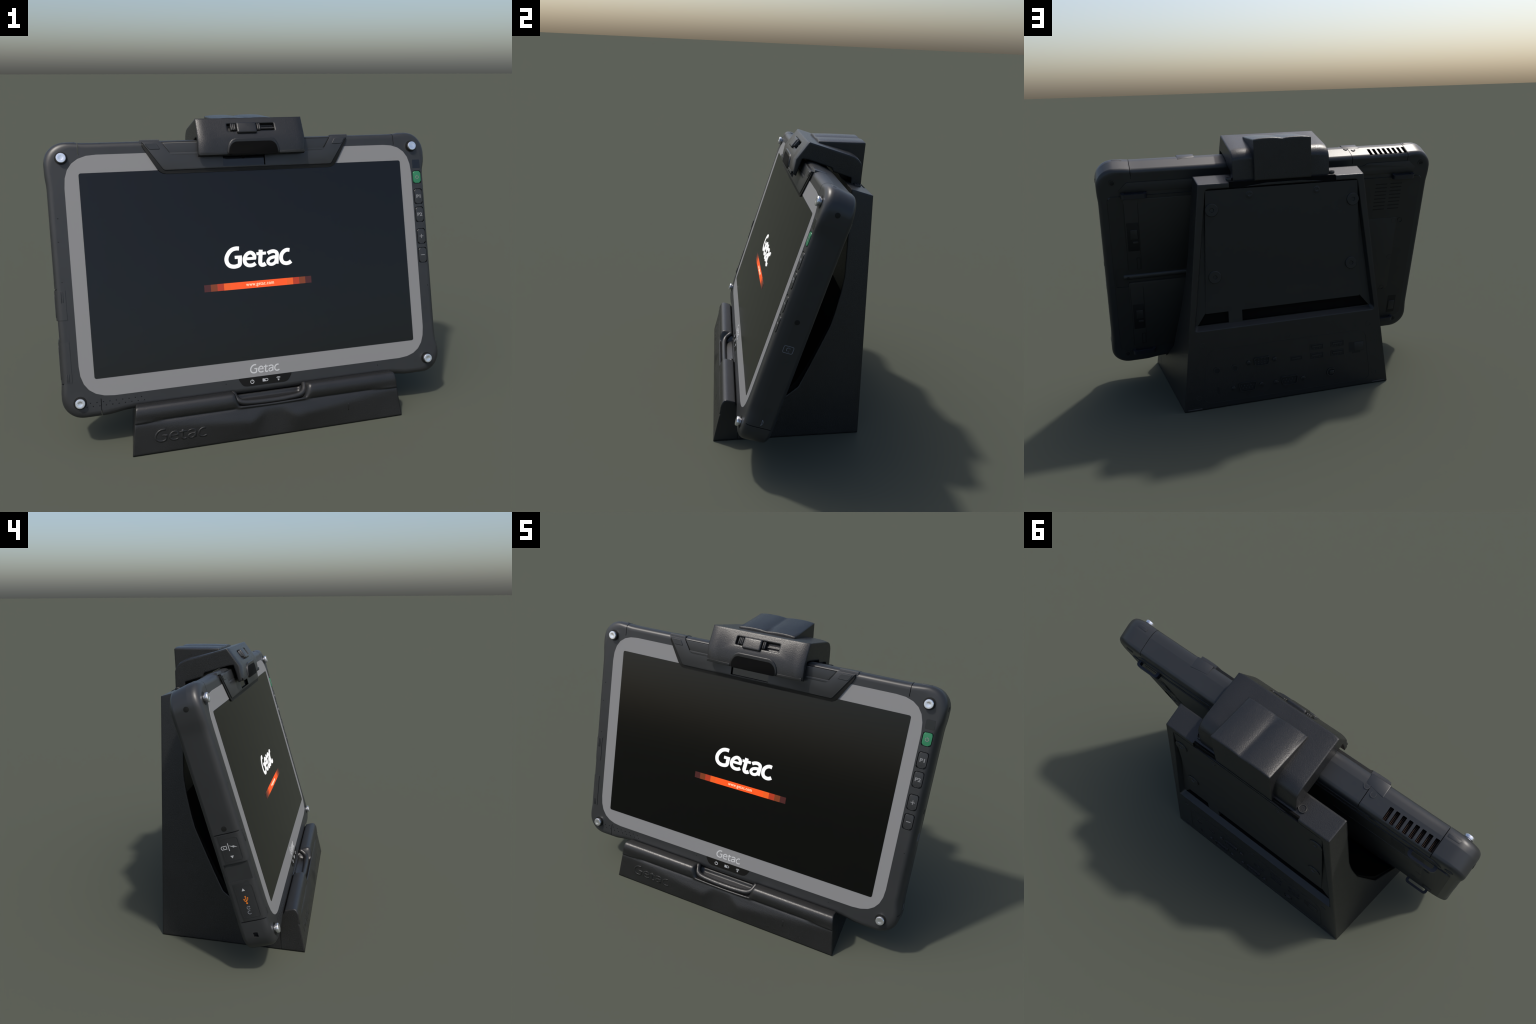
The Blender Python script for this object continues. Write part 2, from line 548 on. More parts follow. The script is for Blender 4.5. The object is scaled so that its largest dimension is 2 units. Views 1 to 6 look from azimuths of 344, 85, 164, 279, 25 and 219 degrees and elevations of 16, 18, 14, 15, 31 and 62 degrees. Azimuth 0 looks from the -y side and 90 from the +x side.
# --- camera trim in the middle of the top edge
trim_under = prism("trim_edge", rounded([(-0.547, 0.624), (-0.455, 0.4685), (0.455, 0.4685), (0.547, 0.624)], 0.03, 4),
                   -0.004, 0.0145, M_TRIM_EDGE, tablet, TF, bev=0.002)
trim = prism("camera_trim", [(-0.536, 0.626), (-0.441, 0.490), (-0.432, 0.4855), (0.432, 0.4855), (0.441, 0.490), (0.536, 0.626),
                             (0.443, 0.626), (0.404, 0.562), (0.392, 0.555), (-0.392, 0.555), (-0.404, 0.562), (-0.443, 0.626)],
             0.0, 0.0195, M_TRIM, tablet, TF, bev=0.003)
prism("trim_channel", [(-0.438, 0.622), (-0.400, 0.563), (0.400, 0.563), (0.438, 0.622)], 0.0, 0.0160, M_TRIM, trim, TF, bev=0.005, segs=3)
prism("trim_ledge", [(-0.408, 0.571), (-0.398, 0.556), (0.398, 0.556), (0.408, 0.571)], 0.0, 0.0180, M_TRIM, trim, TF, bev=0.002)
for s in (-1, 1):
    prism("trim_pad", rounded([(s * 0.524, 0.618), (s * 0.504, 0.589), (s * 0.449, 0.589), (s * 0.466, 0.618)], 0.006, 2), 0.01, 0.0222, M_TRIM, trim, TF, bev=0.0016, segs=1)
    prism("trim_hook", [(s * 0.546, -0.058), (s * 0.546, 0.004), (s * 0.449, 0.004), (s * 0.449, -0.044)], 0.615, 0.6400, M_TRIM, trim,
          TF @ Matrix(((1, 0, 0, 0), (0, 0, 1, 0), (0, 1, 0, 0), (0, 0, 0, 1))), bev=0.004)
def camera_pit():
    return box_bm(-0.139, 0.080, 0.494, 0.5535, 0.0045, 0.05)


carve(trim, [camera_pit()], M_TRIM_EDGE)
carve(trim_under, [camera_pit()], M_TRIM_EDGE)
carve(bezel, [camera_pit()], M_TRIM_EDGE)
pit = camera_pit()
pit.free()
box("camera_window", -0.138, 0.079, 0.4945, 0.553, 0.0040, 0.0080, M_DARK_GLASS, trim, TF)
lathe("camera_lens", [(0.010, 0.006), (0.010, 0.0088), (0.007, 0.009)], M_BLACK, trim, TF @ Matrix.Translation((-0.03, 0.541, 0)), n=20)

# --- rim details
RIM = TAB @ Matrix(((1, 0, 0, 0), (0, 0, 1, 0), (0, 1, 0, 0), (0, 0, 0, 1)))   # x across, y depth, z up
RIM_UP = TAB @ Matrix(((1, 0, 0, 0), (0, 0, 1, 0), (0, -1, 0, 0), (0, 0, 0, 1)))  # x across, y = -depth, z up
for x, d, r in ((-0.505, 0.076, 0.014), (-0.462, 0.060, 0.015), (-0.886, 0.073, 0.015), (0.886, 0.073, 0.015)):
    zt = 0.6385 - (0.19 if x < 0 else 0.15) * max(0.0, d - 0.058)
    ring_prism("rim_plug", circle(r, 24, x, d), circle(r * 0.72, 24, x, d), zt - 0.01, zt + 0.0012, M_HOUSING, tablet, RIM_UP)
for s in (-1, 1):
    prism("bumper_rib", rounded([(s * 0.848, 0.030), (s * 0.905, 0.030), (s * 0.905, 0.048), (s * 0.848, 0.048)], 0.006, 3), 0.62, 0.6440, M_HOUSING, tablet, RIM_UP, bev=0.002)
# round rubber plugs in both sides
SIDE_L = TAB @ Matrix(((0, 0, -1, -0.9950), (0, 1, 0, 0), (1, 0, 0, 0), (0, 0, 0, 1)))    # local x = depth towards front, y up, z out
SIDE_R = TAB @ Matrix(((0, 0, 1, 0.9945), (0, 1, 0, 0), (-1, 0, 0, 0), (0, 0, 0, 1)))     # local x = depth towards back, y up, z out
for M, zz in ((SIDE_L @ Matrix.Translation((-0.071, 0.544, 0)), 0.0046), (SIDE_L @ Matrix.Translation((-0.071, -0.027, 0)), -0.0012),
              (SIDE_R @ Matrix.Translation((0.071, 0.544, 0)), 0.0050), (SIDE_R @ Matrix.Translation((0.071, 0.017, 0)), 0.0002)):
    lathe("side_plug", [(0.0125, zz - 0.01), (0.0125, zz + 0.0008), (0.010, zz + 0.0012)], M_TRIM_EDGE, tablet, M, n=20)


# port covers of the left side: they wrap from the front onto the side
def port_cover(y0, y1):
    sec = [(-0.945, -0.004), (-0.945, 0.0022), (-0.9625, 0.0020), (-0.9730, 0.0010), (-0.9825, -0.0035), (-0.9895, -0.0115), (-0.9940, -0.0225), (-0.9955, -0.036),
           (-0.9955, -0.112), (-0.992, -0.119), (-0.97, -0.121), (-0.96, -0.06)]
    rings = [[(x, y, z) for x, z in sec] for y in (y0, y1)]
    bm = loft_bm(rings)
    bevel_sharp(bm, 0.002, 2, 60)
    return finish(bm, "port_cover", M_HOUSING, tablet, TAB)


c1 = port_cover(-0.198, -0.058)
c2 = port_cover(-0.493, -0.301)
for cov, ys in ((c1, (-0.115, -0.064)), (c2, (-0.503 + 0.014, -0.452))):
    for x in (-0.966, -0.958):
        prism("grip_rib", rrect(0.0036, ys[1] - ys[0], 0.0017, 3, x, (ys[0] + ys[1]) / 2), 0.000, 0.0042, M_HOUSING, cov, TAB, bev=0.001)
for y0, y1 in ((-0.186, -0.072), (-0.480, -0.314)):
    cov = c1 if y0 > -0.3 else c2
    ring_prism("cover_frame", rrect(0.086, y1 - y0, 0.012, 4, -0.066, (y0 + y1) / 2), rrect(0.082, y1 - y0 - 0.004, 0.010, 4, -0.066, (y0 + y1) / 2), -0.002, 0.0012, M_HOUSING, cov, SIDE_L)
lz = 0.0014
decal("arrow_icon", [[(-0.080, -0.160), (-0.064, -0.160), (-0.072, -0.173)]], lz, M_INK, c1, SIDE_L)
decal("power_input_icon", [stroke([(-0.076, -0.097), (-0.076, -0.135)], 0.003), stroke([(-0.108, -0.109), (-0.086, -0.109)], 0.003), stroke([(-0.108, -0.124), (-0.086, -0.124)], 0.003),
                           stroke([(-0.086, -0.107), (-0.086, -0.126)], 0.003), stroke([(-0.108, -0.107), (-0.112, -0.1165), (-0.108, -0.126)], 0.003), circle(0.0025, 8, -0.100, -0.1165),
                           [(-0.072, -0.110), (-0.052, -0.117), (-0.055, -0.111), (-0.036, -0.123), (-0.052, -0.119), (-0.050, -0.124)][::-1]], lz, M_INK, c1, SIDE_L)
decal("arrow_icon", [[(-0.079, -0.341), (-0.063, -0.341), (-0.071, -0.328)]], lz, M_INK, c2, SIDE_L)
decal("trident_icon", [circle(0.0042, 12, -0.071, -0.404), stroke([(-0.071, -0.404), (-0.071, -0.372)], 0.0028), circle(0.0034, 10, -0.071, -0.371), circle(0.0034, 10, -0.080, -0.384),
                       circle(0.0034, 10, -0.062, -0.379), stroke([(-0.071, -0.398), (-0.080, -0.390), (-0.080, -0.384)], 0.0024), stroke([(-0.071, -0.394), (-0.062, -0.386), (-0.062, -0.379)], 0.0024)],
      lz, M_ORANGE, c2, SIDE_L)
decal("headset_icon", [stroke(arc(0.0075, 100, 330, 10, -0.071, -0.428), 0.003), circle(0.004, 10, -0.067, -0.423), stroke(arc(0.0085, 60, 320, 10, -0.072, -0.452), 0.003)], lz, M_INK_DIM, c2, SIDE_L)
# marks of the right side
mk_z = 0.0006
decal("contactless_icon", [stroke(arc(0.009, 20, 300, 12, 0.077, -0.123), 0.003), circle(0.003, 8, 0.083, -0.116), stroke([(0.073, -0.132), (0.080, -0.132), (0.080, -0.137)], 0.003)], mk_z, M_INK_DIM, tablet, SIDE_R)
ring_prism("contactless_frame", rrect(0.050, 0.038, 0.008, 4, 0.077, -0.124), rrect(0.045, 0.033, 0.006, 4, 0.077, -0.124), mk_z - 0.002, mk_z, M_INK_DIM, tablet, SIDE_R)
decal("serial_mark", [stroke([(0.080, -0.505), (0.080, -0.520)], 0.004), stroke([(0.080, -0.524), (0.080, -0.538)], 0.004), stroke([(0.086, -0.510), (0.086, -0.530)], 0.002)], 0.0062, M_INK_DIM, tablet, SIDE_R)

# --- back of the tablet
BACK = TAB @ Matrix(((-1, 0, 0, 0), (0, 1, 0, 0), (0, 0, -1, -0.1515), (0, 0, 0, 1)))   # x mirrored, z away from the back


def back_outline(pts):
    return [(-x, y) for x, y in pts]


plate = prism("back_plate", rounded(back_outline([(0.945, 0.475), (-0.945, 0.475), (-0.945, -0.565), (0.945, -0.565)]), 0.02, 4), -0.004, 0.0055, M_BACK, tablet, BACK, bev=0.005, segs=1)
prism("antenna_cover", rounded(back_outline([(0.890, 0.500), (0.838, 0.556), (-0.545, 0.556), (-0.575, 0.575), (-0.850, 0.575), (-0.895, 0.535), (-0.895, 0.500)]), 0.012, 3),
      -0.004, 0.0040, M_BACK, tablet, BACK, bev=0.0015)
prism("battery", rounded(back_outline([(0.864, 0.458), (0.05, 0.458), (0.05, -0.009), (0.864, -0.009)]), 0.022, 4), 0.0, 0.0075, M_BACK, plate, BACK, bev=0.002)
prism("battery", rounded(back_outline([(0.868, -0.080), (0.05, -0.080), (0.05, -0.553), (0.868, -0.553)]), 0.022, 4), 0.0, 0.0075, M_BACK, plate, BACK, bev=0.002)
for y0, y1, yy in ((0.313, 0.132, 0.048), (-0.234, -0.413, -0.49)):
    lt = prism("battery_latch", rrect(0.066, y0 - y1, 0.005, 3, -0.822, (y0 + y1) / 2), 0.004, 0.0086, M_RECESS, plate, BACK, bev=0.001)
    prism("latch_slider", rrect(0.040, 0.060, 0.004, 3, -0.816, (y0 + y1) / 2 + 0.016), 0.006, 0.0125, M_BACK, lt, BACK, bev=0.002)
    prism("latch_knob", rrect(0.030, 0.014, 0.004, 3, -0.810, (y0 + y1) / 2 - 0.034), 0.006, 0.0140, M_BACK, lt, BACK, bev=0.002)
    ring_prism("latch_window", rrect(0.022, 0.078, 0.004, 3, -0.801, yy), rrect(0.017, 0.073, 0.003, 3, -0.801, yy), 0.004, 0.0085, M_RECESS, plate, BACK)
    for dx in (0.786, 0.862):
        box("latch_rail", -dx - 0.001, -dx + 0.001, yy - 0.04, y0 + 0.12, 0.004, 0.0083, M_RECESS, plate, BACK)
# stylus in its channel between the batteries
carve(plate, [prism_bm(rounded(back_outline([(0.94, 0.012), (0.895, 0.030), (0.86, -0.009), (0.05, -0.009), (0.05, -0.078), (0.868, -0.078), (0.86, -0.107), (0.94, -0.107)]), 0.01, 2), 0.0005, 0.05)], M_BACK)
sty = lathe("stylus", [(0.008, 0.0), (0.017, 0.006), (0.019, 0.012), (0.019, 0.80), (0.012, 0.83)], M_BACK, tablet,
            BACK @ Matrix.Translation((-0.898, -0.043, -0.007)) @ Matrix.Rotation(math.radians(90), 4, 'Y'), n=20)
lathe("stylus_eye", [(0.0095, 0.0), (0.0095, 0.020), (0.006, 0.0205)], M_RECESS, sty, BACK @ Matrix.Translation((-0.868, -0.045, -0.007)), n=16)
# fan grille slots
for col in range(2):
    for row in range(8):
        x = -0.683 - 0.098 * col
        y = 0.4325 - 0.0242 * row
        prism("grille_slot", rrect(0.078, 0.0075, 0.0035, 3, -x, y), 0.002, 0.0060, M_RECESS, plate, BACK)
acc = prism("access_panel", rounded(back_outline([(-0.30, 0.199), (-0.821, 0.199), (-0.821, -0.333), (-0.30, -0.345)]), 0.015, 3), 0.0, 0.0072, M_BACK, plate, BACK, bev=0.0015)
for x, y in ((-0.800, 0.176), (-0.805, -0.089), (-0.781, -0.325), (-0.843, 0.175)):
    ring_prism("panel_screw", circle(0.018, 20, -x, y), circle(0.014, 20, -x, y), 0.002, 0.0078, M_BACK, acc, BACK)
lt = prism("access_latch", rrect(0.058, 0.136, 0.004, 3, 0.872, -0.470), 0.003, 0.0062, M_RECESS, plate, BACK)
prism("latch_slider", rrect(0.044, 0.070, 0.004, 3, 0.872, -0.478), 0.004, 0.0095, M_BACK, lt, BACK, bev=0.002)
for x, y in ((0.913, 0.557), (-0.930, 0.557), (0.905, -0.600), (-0.905, -0.600)):
    ring_prism("back_screw_seat", circle(0.0195, 24, -x, y), circle(0.013, 24, -x, y), -0.002, 0.0025, M_BACK, tablet, BACK, bev=0.0008)
    lathe("back_screw", [(0.011, -0.004), (0.011, 0.0012), (0.0095, 0.0018), (0.004, 0.0018), (0.0035, 0.0006)], M_RECESS, tablet, BACK @ Matrix.Translation((-x, y, 0)), n=12)
# strap loops: flat staples standing off the back
for x, y in ((0.803, 0.484), (-0.815, 0.484), (0.803, -0.578), (-0.815, -0.578)):
    ring_prism("strap_loop", rounded([(-0.070, -0.01), (0.070, -0.01), (0.070, 0.026), (0.058, 0.036), (-0.058, 0.036), (-0.070, 0.026)], 0.008, 3),
               rounded([(-0.054, 0.006), (0.054, 0.006), (0.054, 0.020), (0.048, 0.024), (-0.048, 0.024), (-0.054, 0.020)], 0.003, 3), -0.013, 0.013, M_LOOP, tablet,
               BACK @ Matrix.Translation((-x, y, 0)) @ Matrix.Rotation(math.radians(90), 4, 'X'), bev=0.003)

# =====================================================================
#  DOCKING STATION
# =====================================================================
dock = empty("docking_station", (0.007, 0.0, 0.0), "black wedge docking stand with latch head and rear ports", "docking station")
WORLD[dock.name] = Matrix.Translation(dock.location)


def x_right(y, z):
    return 0.635 + 0.096 * (0.392 - y) - 0.119 * z


def x_left(y, z):
    return -(0.621 + 0.096 * (0.392 - y) - 0.119 * z)


def strip(section):
    """section (y, z) spanned between the two tapering side planes"""
    return [[(x_left(y, z), y, z) for y, z in section], [(x_right(y, z), y, z) for y, z in section]]


BODY = [(0.392, 0.0), (0.392, 1.296), (0.277, 1.328), (0.267, 0.88), (0.252, 0.79), (0.226, 0.685), (0.204, 0.61),
        (0.151, 0.497), (0.098, 0.385), (0.047, 0.282), (-0.133, 0.148), (-0.235, 0.174), (-0.266, 0.178), (-0.272, 0.0)]
bm = loft_bm(strip(BODY))
bevel_sharp(bm, 0.006, 2, 35)
body = finish(bm, "dock_body", M_DOCK, dock, smooth=30)

bed_sec = [(0.254, 0.80), (0.222, 0.685), (0.199, 0.61), (0.144, 0.498), (0.088, 0.390), (0.036, 0.307), (-0.030, 0.243), (-0.126, 0.160), (0.055, 0.25), (0.16, 0.48), (0.22, 0.61), (0.25, 0.70)]
bm = loft_bm([[(x_left(y, z) + 0.013, y, z) for y, z in bed_sec], [(x_right(y, z) - 0.013, y, z) for y, z in bed_sec]])
finish(bm, "cradle_bed", M_BLACK, dock, smooth=30)
# recess of the back: a tapered opening with a sloping sill, and a deeper hole under the cover plate
DBK = Matrix(((-1, 0, 0, 0), (0, 0, 1, 0), (0, 1, 0, 0), (0, 0, 0, 1)))   # x mirrored, y up, z towards the back (+y)


def mirrored(pts):
    return [(-x, z) for x, z in pts]


OPEN = rounded(mirrored([(0.552, 0.474), (0.444, 1.272), (-0.432, 1.272), (-0.540, 0.474)]), 0.02, 4)
INNER = rounded(mirrored([(0.536, 0.496), (0.438, 1.262), (-0.426, 1.262), (-0.524, 0.496)]), 0.02, 4)
opening = loft_bm([[(x, y, 0.361) for x, y in INNER], [(x, y, 0.400) for x, y in OPEN]])
opening.transform(DBK)
hole = prism_bm(mirrored([(0.524, 0.500), (0.474, 0.575), (-0.449, 0.575), (-0.512, 0.500)]), 0.338, 0.366)
hole.transform(DBK)
notch = prism_bm(mirrored([(0.312, 1.262), (0.312, 1.40), (-0.300, 1.40), (-0.300, 1.262)]), 0.385, 0.41)
notch.transform(DBK)
carve(body, [opening], M_DOCK_BACK)
carve(body, [hole], M_BLACK)
carve(body, [notch], M_BLACK)

# cover plate: flat above, leaning in at its foot, with a tongue down to the sill
sec = [(1.262, 0.370), (1.262, 0.3905), (0.70, 0.3655), (0.67, 0.3645), (0.566, 0.3625), (0.562, 0.350)]
bm = loft_bm([[(x0 + sx * (1.262 - z), y, z) for z, y in sec] for x0, sx in ((-0.430, -0.030), (0.442, 0.050))])
bevel_sharp(bm, 0.002, 1, 50)
cover = finish(bm, "cover_plate", M_DOCK_BACK, dock, smooth=30)
box("cover_tongue", 0.267, 0.346, 0.345, 0.3622, 0.486, 0.570, M_DOCK_BACK, cover)
def cover_y(z):
    return lerp(0.3655, 0.3905, (z - 0.70) / 0.562)


CP = DBK @ Matrix.Translation((0, 0, 0.3905))
for x, z in ((0.413, 1.155), (0.413, 0.776), (-0.402, 1.155), (-0.396, 0.776)):
    d = lathe("cover_button", [(0.036, -0.012), (0.036, 0.009), (0.0335, 0.0115), (0.0125, 0.0115), (0.010, 0.0075)], M_DOCK_BACK, cover,
              DBK @ Matrix.Translation((-x, z, cover_y(z) - 0.004)), n=32)
for x, z in ((0.200, 1.226), (-0.186, 1.226)):
    lathe("cover_screw", [(0.021, -0.002), (0.021, 0.0012), (0.015, 0.0022), (0.0145, 0.0042), (0.010, 0.0046), (0.007, 0.0026)], M_DOCK_BACK, cover, DBK @ Matrix.Translation((-x, z, cover_y(z))), n=24)
prism("cover_spring", mirrored([(0.233, 1.270), (0.10, 1.272), (-0.10, 1.272), (-0.228, 1.270), (-0.10, 1.284), (0.10, 1.284)]), -0.01, 0.0012, M_DOCK_BACK, cover, CP, bev=0.002)

# rear port field
RP = DBK @ Matrix.Translation((0, 0, 0.392))
field = rounded(mirrored([(0.524, 0.030), (0.486, 0.358), (-0.478, 0.358), (-0.510, 0.030)]), 0.055, 6)
field_in = rounded(mirrored([(0.520, 0.033), (0.483, 0.355), (-0.475, 0.355), (-0.506, 0.033)]), 0.052, 6)
ring_prism("port_field_rim", field, field_in, -0.002, 0.0014, M_DOCK_BACK, dock, RP)
for x, z in ((0.509, 0.390), (0.006, 0.390), (-0.497, 0.392), (0.549, 0.075), (-0.536, 0.071)):
    lathe("case_screw", [(0.0155, -0.003), (0.0155, 0.001), (0.0125, 0.0012), (0.0115, -0.0012), (0.004, -0.0012)], M_DOCK_BACK, dock, RP @ Matrix.Translation((-x, z, 0)), n=20)


def serial_port(name, cx, cz, w, h, rows, bow):
    o = rounded(mirrored([(cx + w / 2, cz + h / 2), (cx - w / 2, cz + h / 2), (cx - w / 2 + bow, cz - h / 2), (cx + w / 2 - bow, cz - h / 2)]), 0.012, 4)
    t = 0.004
    i = rounded(mirrored([(cx + w / 2 - t, cz + h / 2 - t), (cx - w / 2 + t, cz + h / 2 - t), (cx - w / 2 + bow + t, cz - h / 2 + t), (cx + w / 2 - bow - t, cz - h / 2 + t)]), 0.009, 4)
    p = ring_prism(name, o, i, -0.003, 0.009, M_DOCK_BACK, dock, RP, bev=0.001)
    prism("port_floor", i, -0.003, 0.0015, M_RECESS, p, RP)
    pins = []
    for r, k in enumerate(rows):
        zz = cz + (len(rows) - 1) * 0.0075 - r * 0.015
        pins += [circle(0.0028, 8, -cx + (j - (k - 1) / 2) * 0.0185, zz) for j in range(k)]
    q = decal("port_pins", pins, 0.005, M_PIN, p, RP, t=0.005)
    q["kind"] = "stuff"
    for s in (-1, 1):
        xx = cx + s * (w / 2 + 0.030)
        prism("port_nut", circle(0.0150, 6, -xx, cz), -0.003, 0.008, M_DOCK_BACK, p, RP, bev=0.0015)
        prism("port_nut_bore", circle(0.0080, 12, -xx, cz), 0.004, 0.0105, M_RECESS, p, RP, bev=0.001)


serial_port("video_port", 0.173, 0.2505, 0.095, 0.050, (5, 5, 5), 0.006)
serial_port("serial_port", 0.263, 0.106, 0.108, 0.056, (5, 4), 0.010)
serial_port("serial_port", 0.008, 0.105, 0.108, 0.056, (5, 4), 0.010)
for x0, z0 in ((-0.1665, 0.289), (-0.1665, 0.233), (-0.2965, 0.2905), (-0.2965, 0.233)):
    o = rrect(0.084, 0.036, 0.004, 3, -x0, z0)
    p = ring_prism("usb_port", o, rrect(0.077, 0.029, 0.003, 3, -x0, z0), -0.002, 0.0025, M_DOCK_BACK, dock, RP)
    prism("port_floor", rrect(0.077, 0.029, 0.003, 3, -x0, z0), -0.003, 0.0008, M_RECESS, p, RP)
    prism("port_tongue", rrect(0.060, 0.010, 0.002, 2, -x0, z0 + 0.004), 0.0, 0.0035, M_DOCK_BACK, p, RP)
    decal("port_contacts", [rrect(0.008, 0.007, 0.001, 1, -x0 + k * 0.016, z0 - 0.008) for k in (-2, -1, 0, 1)], 0.0025, M_DOCK_BACK, p, RP, t=0.002)
p = ring_prism("display_port", rrect(0.076, 0.030, 0.004, 3, 0.038, 0.235), rrect(0.069, 0.024, 0.003, 3, 0.038, 0.235), -0.002, 0.002, M_DOCK_BACK, dock, RP)
prism("port_floor", rrect(0.069, 0.024, 0.003, 3, 0.038, 0.235), -0.003, 0.0008, M_RECESS, p, RP)
prism("port_tongue", rrect(0.052, 0.007, 0.001, 2, 0.038, 0.236), 0.0, 0.003, M_DOCK_BACK, p, RP)
p = prism("network_port", mirrored([(-0.371, 0.285), (-0.464, 0.285), (-0.464, 0.226), (-0.444, 0.226), (-0.444, 0.214), (-0.392, 0.214), (-0.392, 0.226), (-0.371, 0.226)]), -0.002, 0.0012, M_RECESS, dock, RP)
prism("port_shield", mirrored([(-0.404, 0.283), (-0.463, 0.283), (-0.463, 0.228), (-0.404, 0.228)]), 0.0, 0.0030, M_DOCK_BACK, p, RP, bev=0.001)
for x, z in ((0.437, 0.229), (0.333, 0.229)):
    p = ring_prism("audio_jack", circle(0.021, 24, -x, z), circle(0.015, 24, -x, z), -0.002, 0.003, M_DOCK_BACK, dock, RP, bev=0.001)
    prism("port_floor", circle(0.015, 24, -x, z), -0.003, 0.0008, M_RECESS, p, RP)
p = ring_prism("power_jack", circle(0.028, 28, 0.254, 0.116), circle(0.021, 28, 0.254, 0.116), -0.002, 0.006, M_DOCK_BACK, dock, RP, bev=0.001)
prism("port_floor", circle(0.021, 28, 0.254, 0.116), -0.003, 0.0010, M_RECESS, p, RP)
prism("port_tongue", rrect(0.030, 0.024, 0.003, 3, 0.258, 0.114), 0.0, 0.0065, M_DOCK_BACK, p, RP, bev=0.002)
prism("lock_slot", rrect(0.013, 0.044, 0.004, 3, -0.434, 0.106), -0.003, 0.0010, M_RECESS, dock, RP)
for x in (0.575, -0.563):
    prism("rear_foot", rrect(0.085, 0.010, 0.004, 3, -x, 0.006), -0.002, 0.0015, M_DOCK, dock, RP)

# --- front lip: section swept across, dipping into a finger notch in the middle
LIP_OUT = [(-0.262, 0.150), (-0.268, 0.180), (-0.286, 0.205), (-0.2875, 0.212), (-0.305, 0.2175), (-0.322, 0.2220), (-0.335, 0.2245), (-0.3450, 0.2215), (-0.3530, 0.2120), (-0.3595, 0.1990),
           (-0.3635, 0.184), (-0.3645, 0.170), (-0.3620, 0.157), (-0.3585, 0.151)]
LIP_NOTCH = [(-0.262, 0.150), (-0.268, 0.180), (-0.274, 0.1820), (-0.2790, 0.1800), (-0.2815, 0.1720), (-0.286, 0.1640), (-0.300, 0.1610), (-0.320, 0.1580), (-0.336, 0.156),
             (-0.347, 0.155), (-0.354, 0.1560), (-0.3595, 0.1640), (-0.364, 0.1670), (-0.3675, 0.1600)]
FRONT = [(0.148, -0.3655), (0.142, -0.3705), (0.133, -0.3750), (0.120, -0.3790), (0.105, -0.3820), (0.090, -0.3845), (0.075, -0.3870), (0.060, -0.3892), (0.045, -0.3915), (0.030, -0.3938),
         (0.015, -0.3960), (0.005, -0.3978), (0.0, -0.398)]


def lip_section(xc):
    w = sm(-0.192, -0.150, xc) * sm(0.208, 0.166, xc)
    bow = 0.010 * math.cos(min(1.0, abs(xc - 0.008) / 0.2) * math.pi / 2) if w > 0.5 else 0.0
    pts = []
    plain = sm(0.50, 0.645, abs(xc))
    for k, ((a, b), (c, d)) in enumerate(zip(LIP_OUT, LIP_NOTCH)):
        if k >= len(LIP_OUT) - 3:
            a = lerp(a, -0.3645 - 0.0022 * (k - len(LIP_OUT) + 3), plain)
        pts.append((lerp(a, c, w), lerp(b, d, w) - bow * sm(-0.30, -0.35, c) * 0.6))
    # lower band: a facet that runs down to a ridge, pinched up again under the notch
    x = abs(xc - 0.010)
    if x > 0.125:
        ridge = lerp(0.088, 0.146, min(1.0, (x - 0.125) / 0.50))
    else:
        ridge = lerp(0.136, 0.088, sm(0.035, 0.120, x))
    y_ridge = -0.3660 - (0.148 - ridge) * 0.49

    def face(z):
        z = max(0.0, min(0.148, z))
        if z > ridge:
            return lerp(-0.3625, y_ridge, (0.148 - z) / max(1e-4, 0.148 - ridge))
        return lerp(y_ridge, -0.398, (ridge - z) / ridge)

    for z, y in FRONT:
        k = sm(0.0, 0.02, z) * sm(0.149, 0.140, z)
        pts.append((lerp(face(z), sum(face(z + d) for d in (-0.014, -0.007, 0.0, 0.007, 0.014)) / 5, k), z))
    pts.append((-0.270, 0.0))
    return pts


N_LIP = 160
us = [i / N_LIP for i in range(N_LIP + 1)]
rings = []
for u in us:
    s = lip_section(lerp(-0.668, 0.680, u))
    rings.append([(lerp(x_left(y, z), x_right(y, z), u), y, z) for y, z in s])
lip = finish(loft_bm(rings), "front_lip", M_DOCK, dock, smooth=42)
# rolled handle that lies in the notch
path = [(-0.181, -0.289, 0.204), (-0.175, -0.310, 0.192), (-0.162, -0.327, 0.178), (-0.130, -0.335, 0.167), (-0.06, -0.337, 0.1615), (0.008, -0.337, 0.160),
        (0.076, -0.337, 0.1615), (0.146, -0.335, 0.167), (0.178, -0.327, 0.178), (0.191, -0.310, 0.192), (0.197, -0.289, 0.204)]


def smooth_path(pts, k=6):
    out = []
    P = [Vector(p) for p in pts]
    for i in range(len(P) - 1):
        p0, p1, p2, p3 = P[max(0, i - 1)], P[i], P[i + 1], P[min(len(P) - 1, i + 2)]
        for j in range(k):
            t = j / k
            out.append(0.5 * ((2 * p1) + (p2 - p0) * t + (2 * p0 - 5 * p1 + 4 * p2 - p3) * t * t + (3 * p1 - p0 - 3 * p2 + p3) * t ** 3))
    out.append(P[-1])
    return out


rings = []
pp = smooth_path(path)
for i, p in enumerate(pp):
    d = (pp[min(i + 1, len(pp) - 1)] - pp[max(i - 1, 0)]).normalized()
    side_v = d.cross(Vector((0, 0, 1))).normalized()
    up_v = side_v.cross(d)
    r = 0.0155
    rings.append([tuple(p + side_v * r * math.cos(a) + up_v * r * math.sin(a)) for a in [2 * math.pi * q / 14 for q in range(14)]])
finish(loft_bm(rings), "notch_roll", M_DOCK, lip, smooth=50)
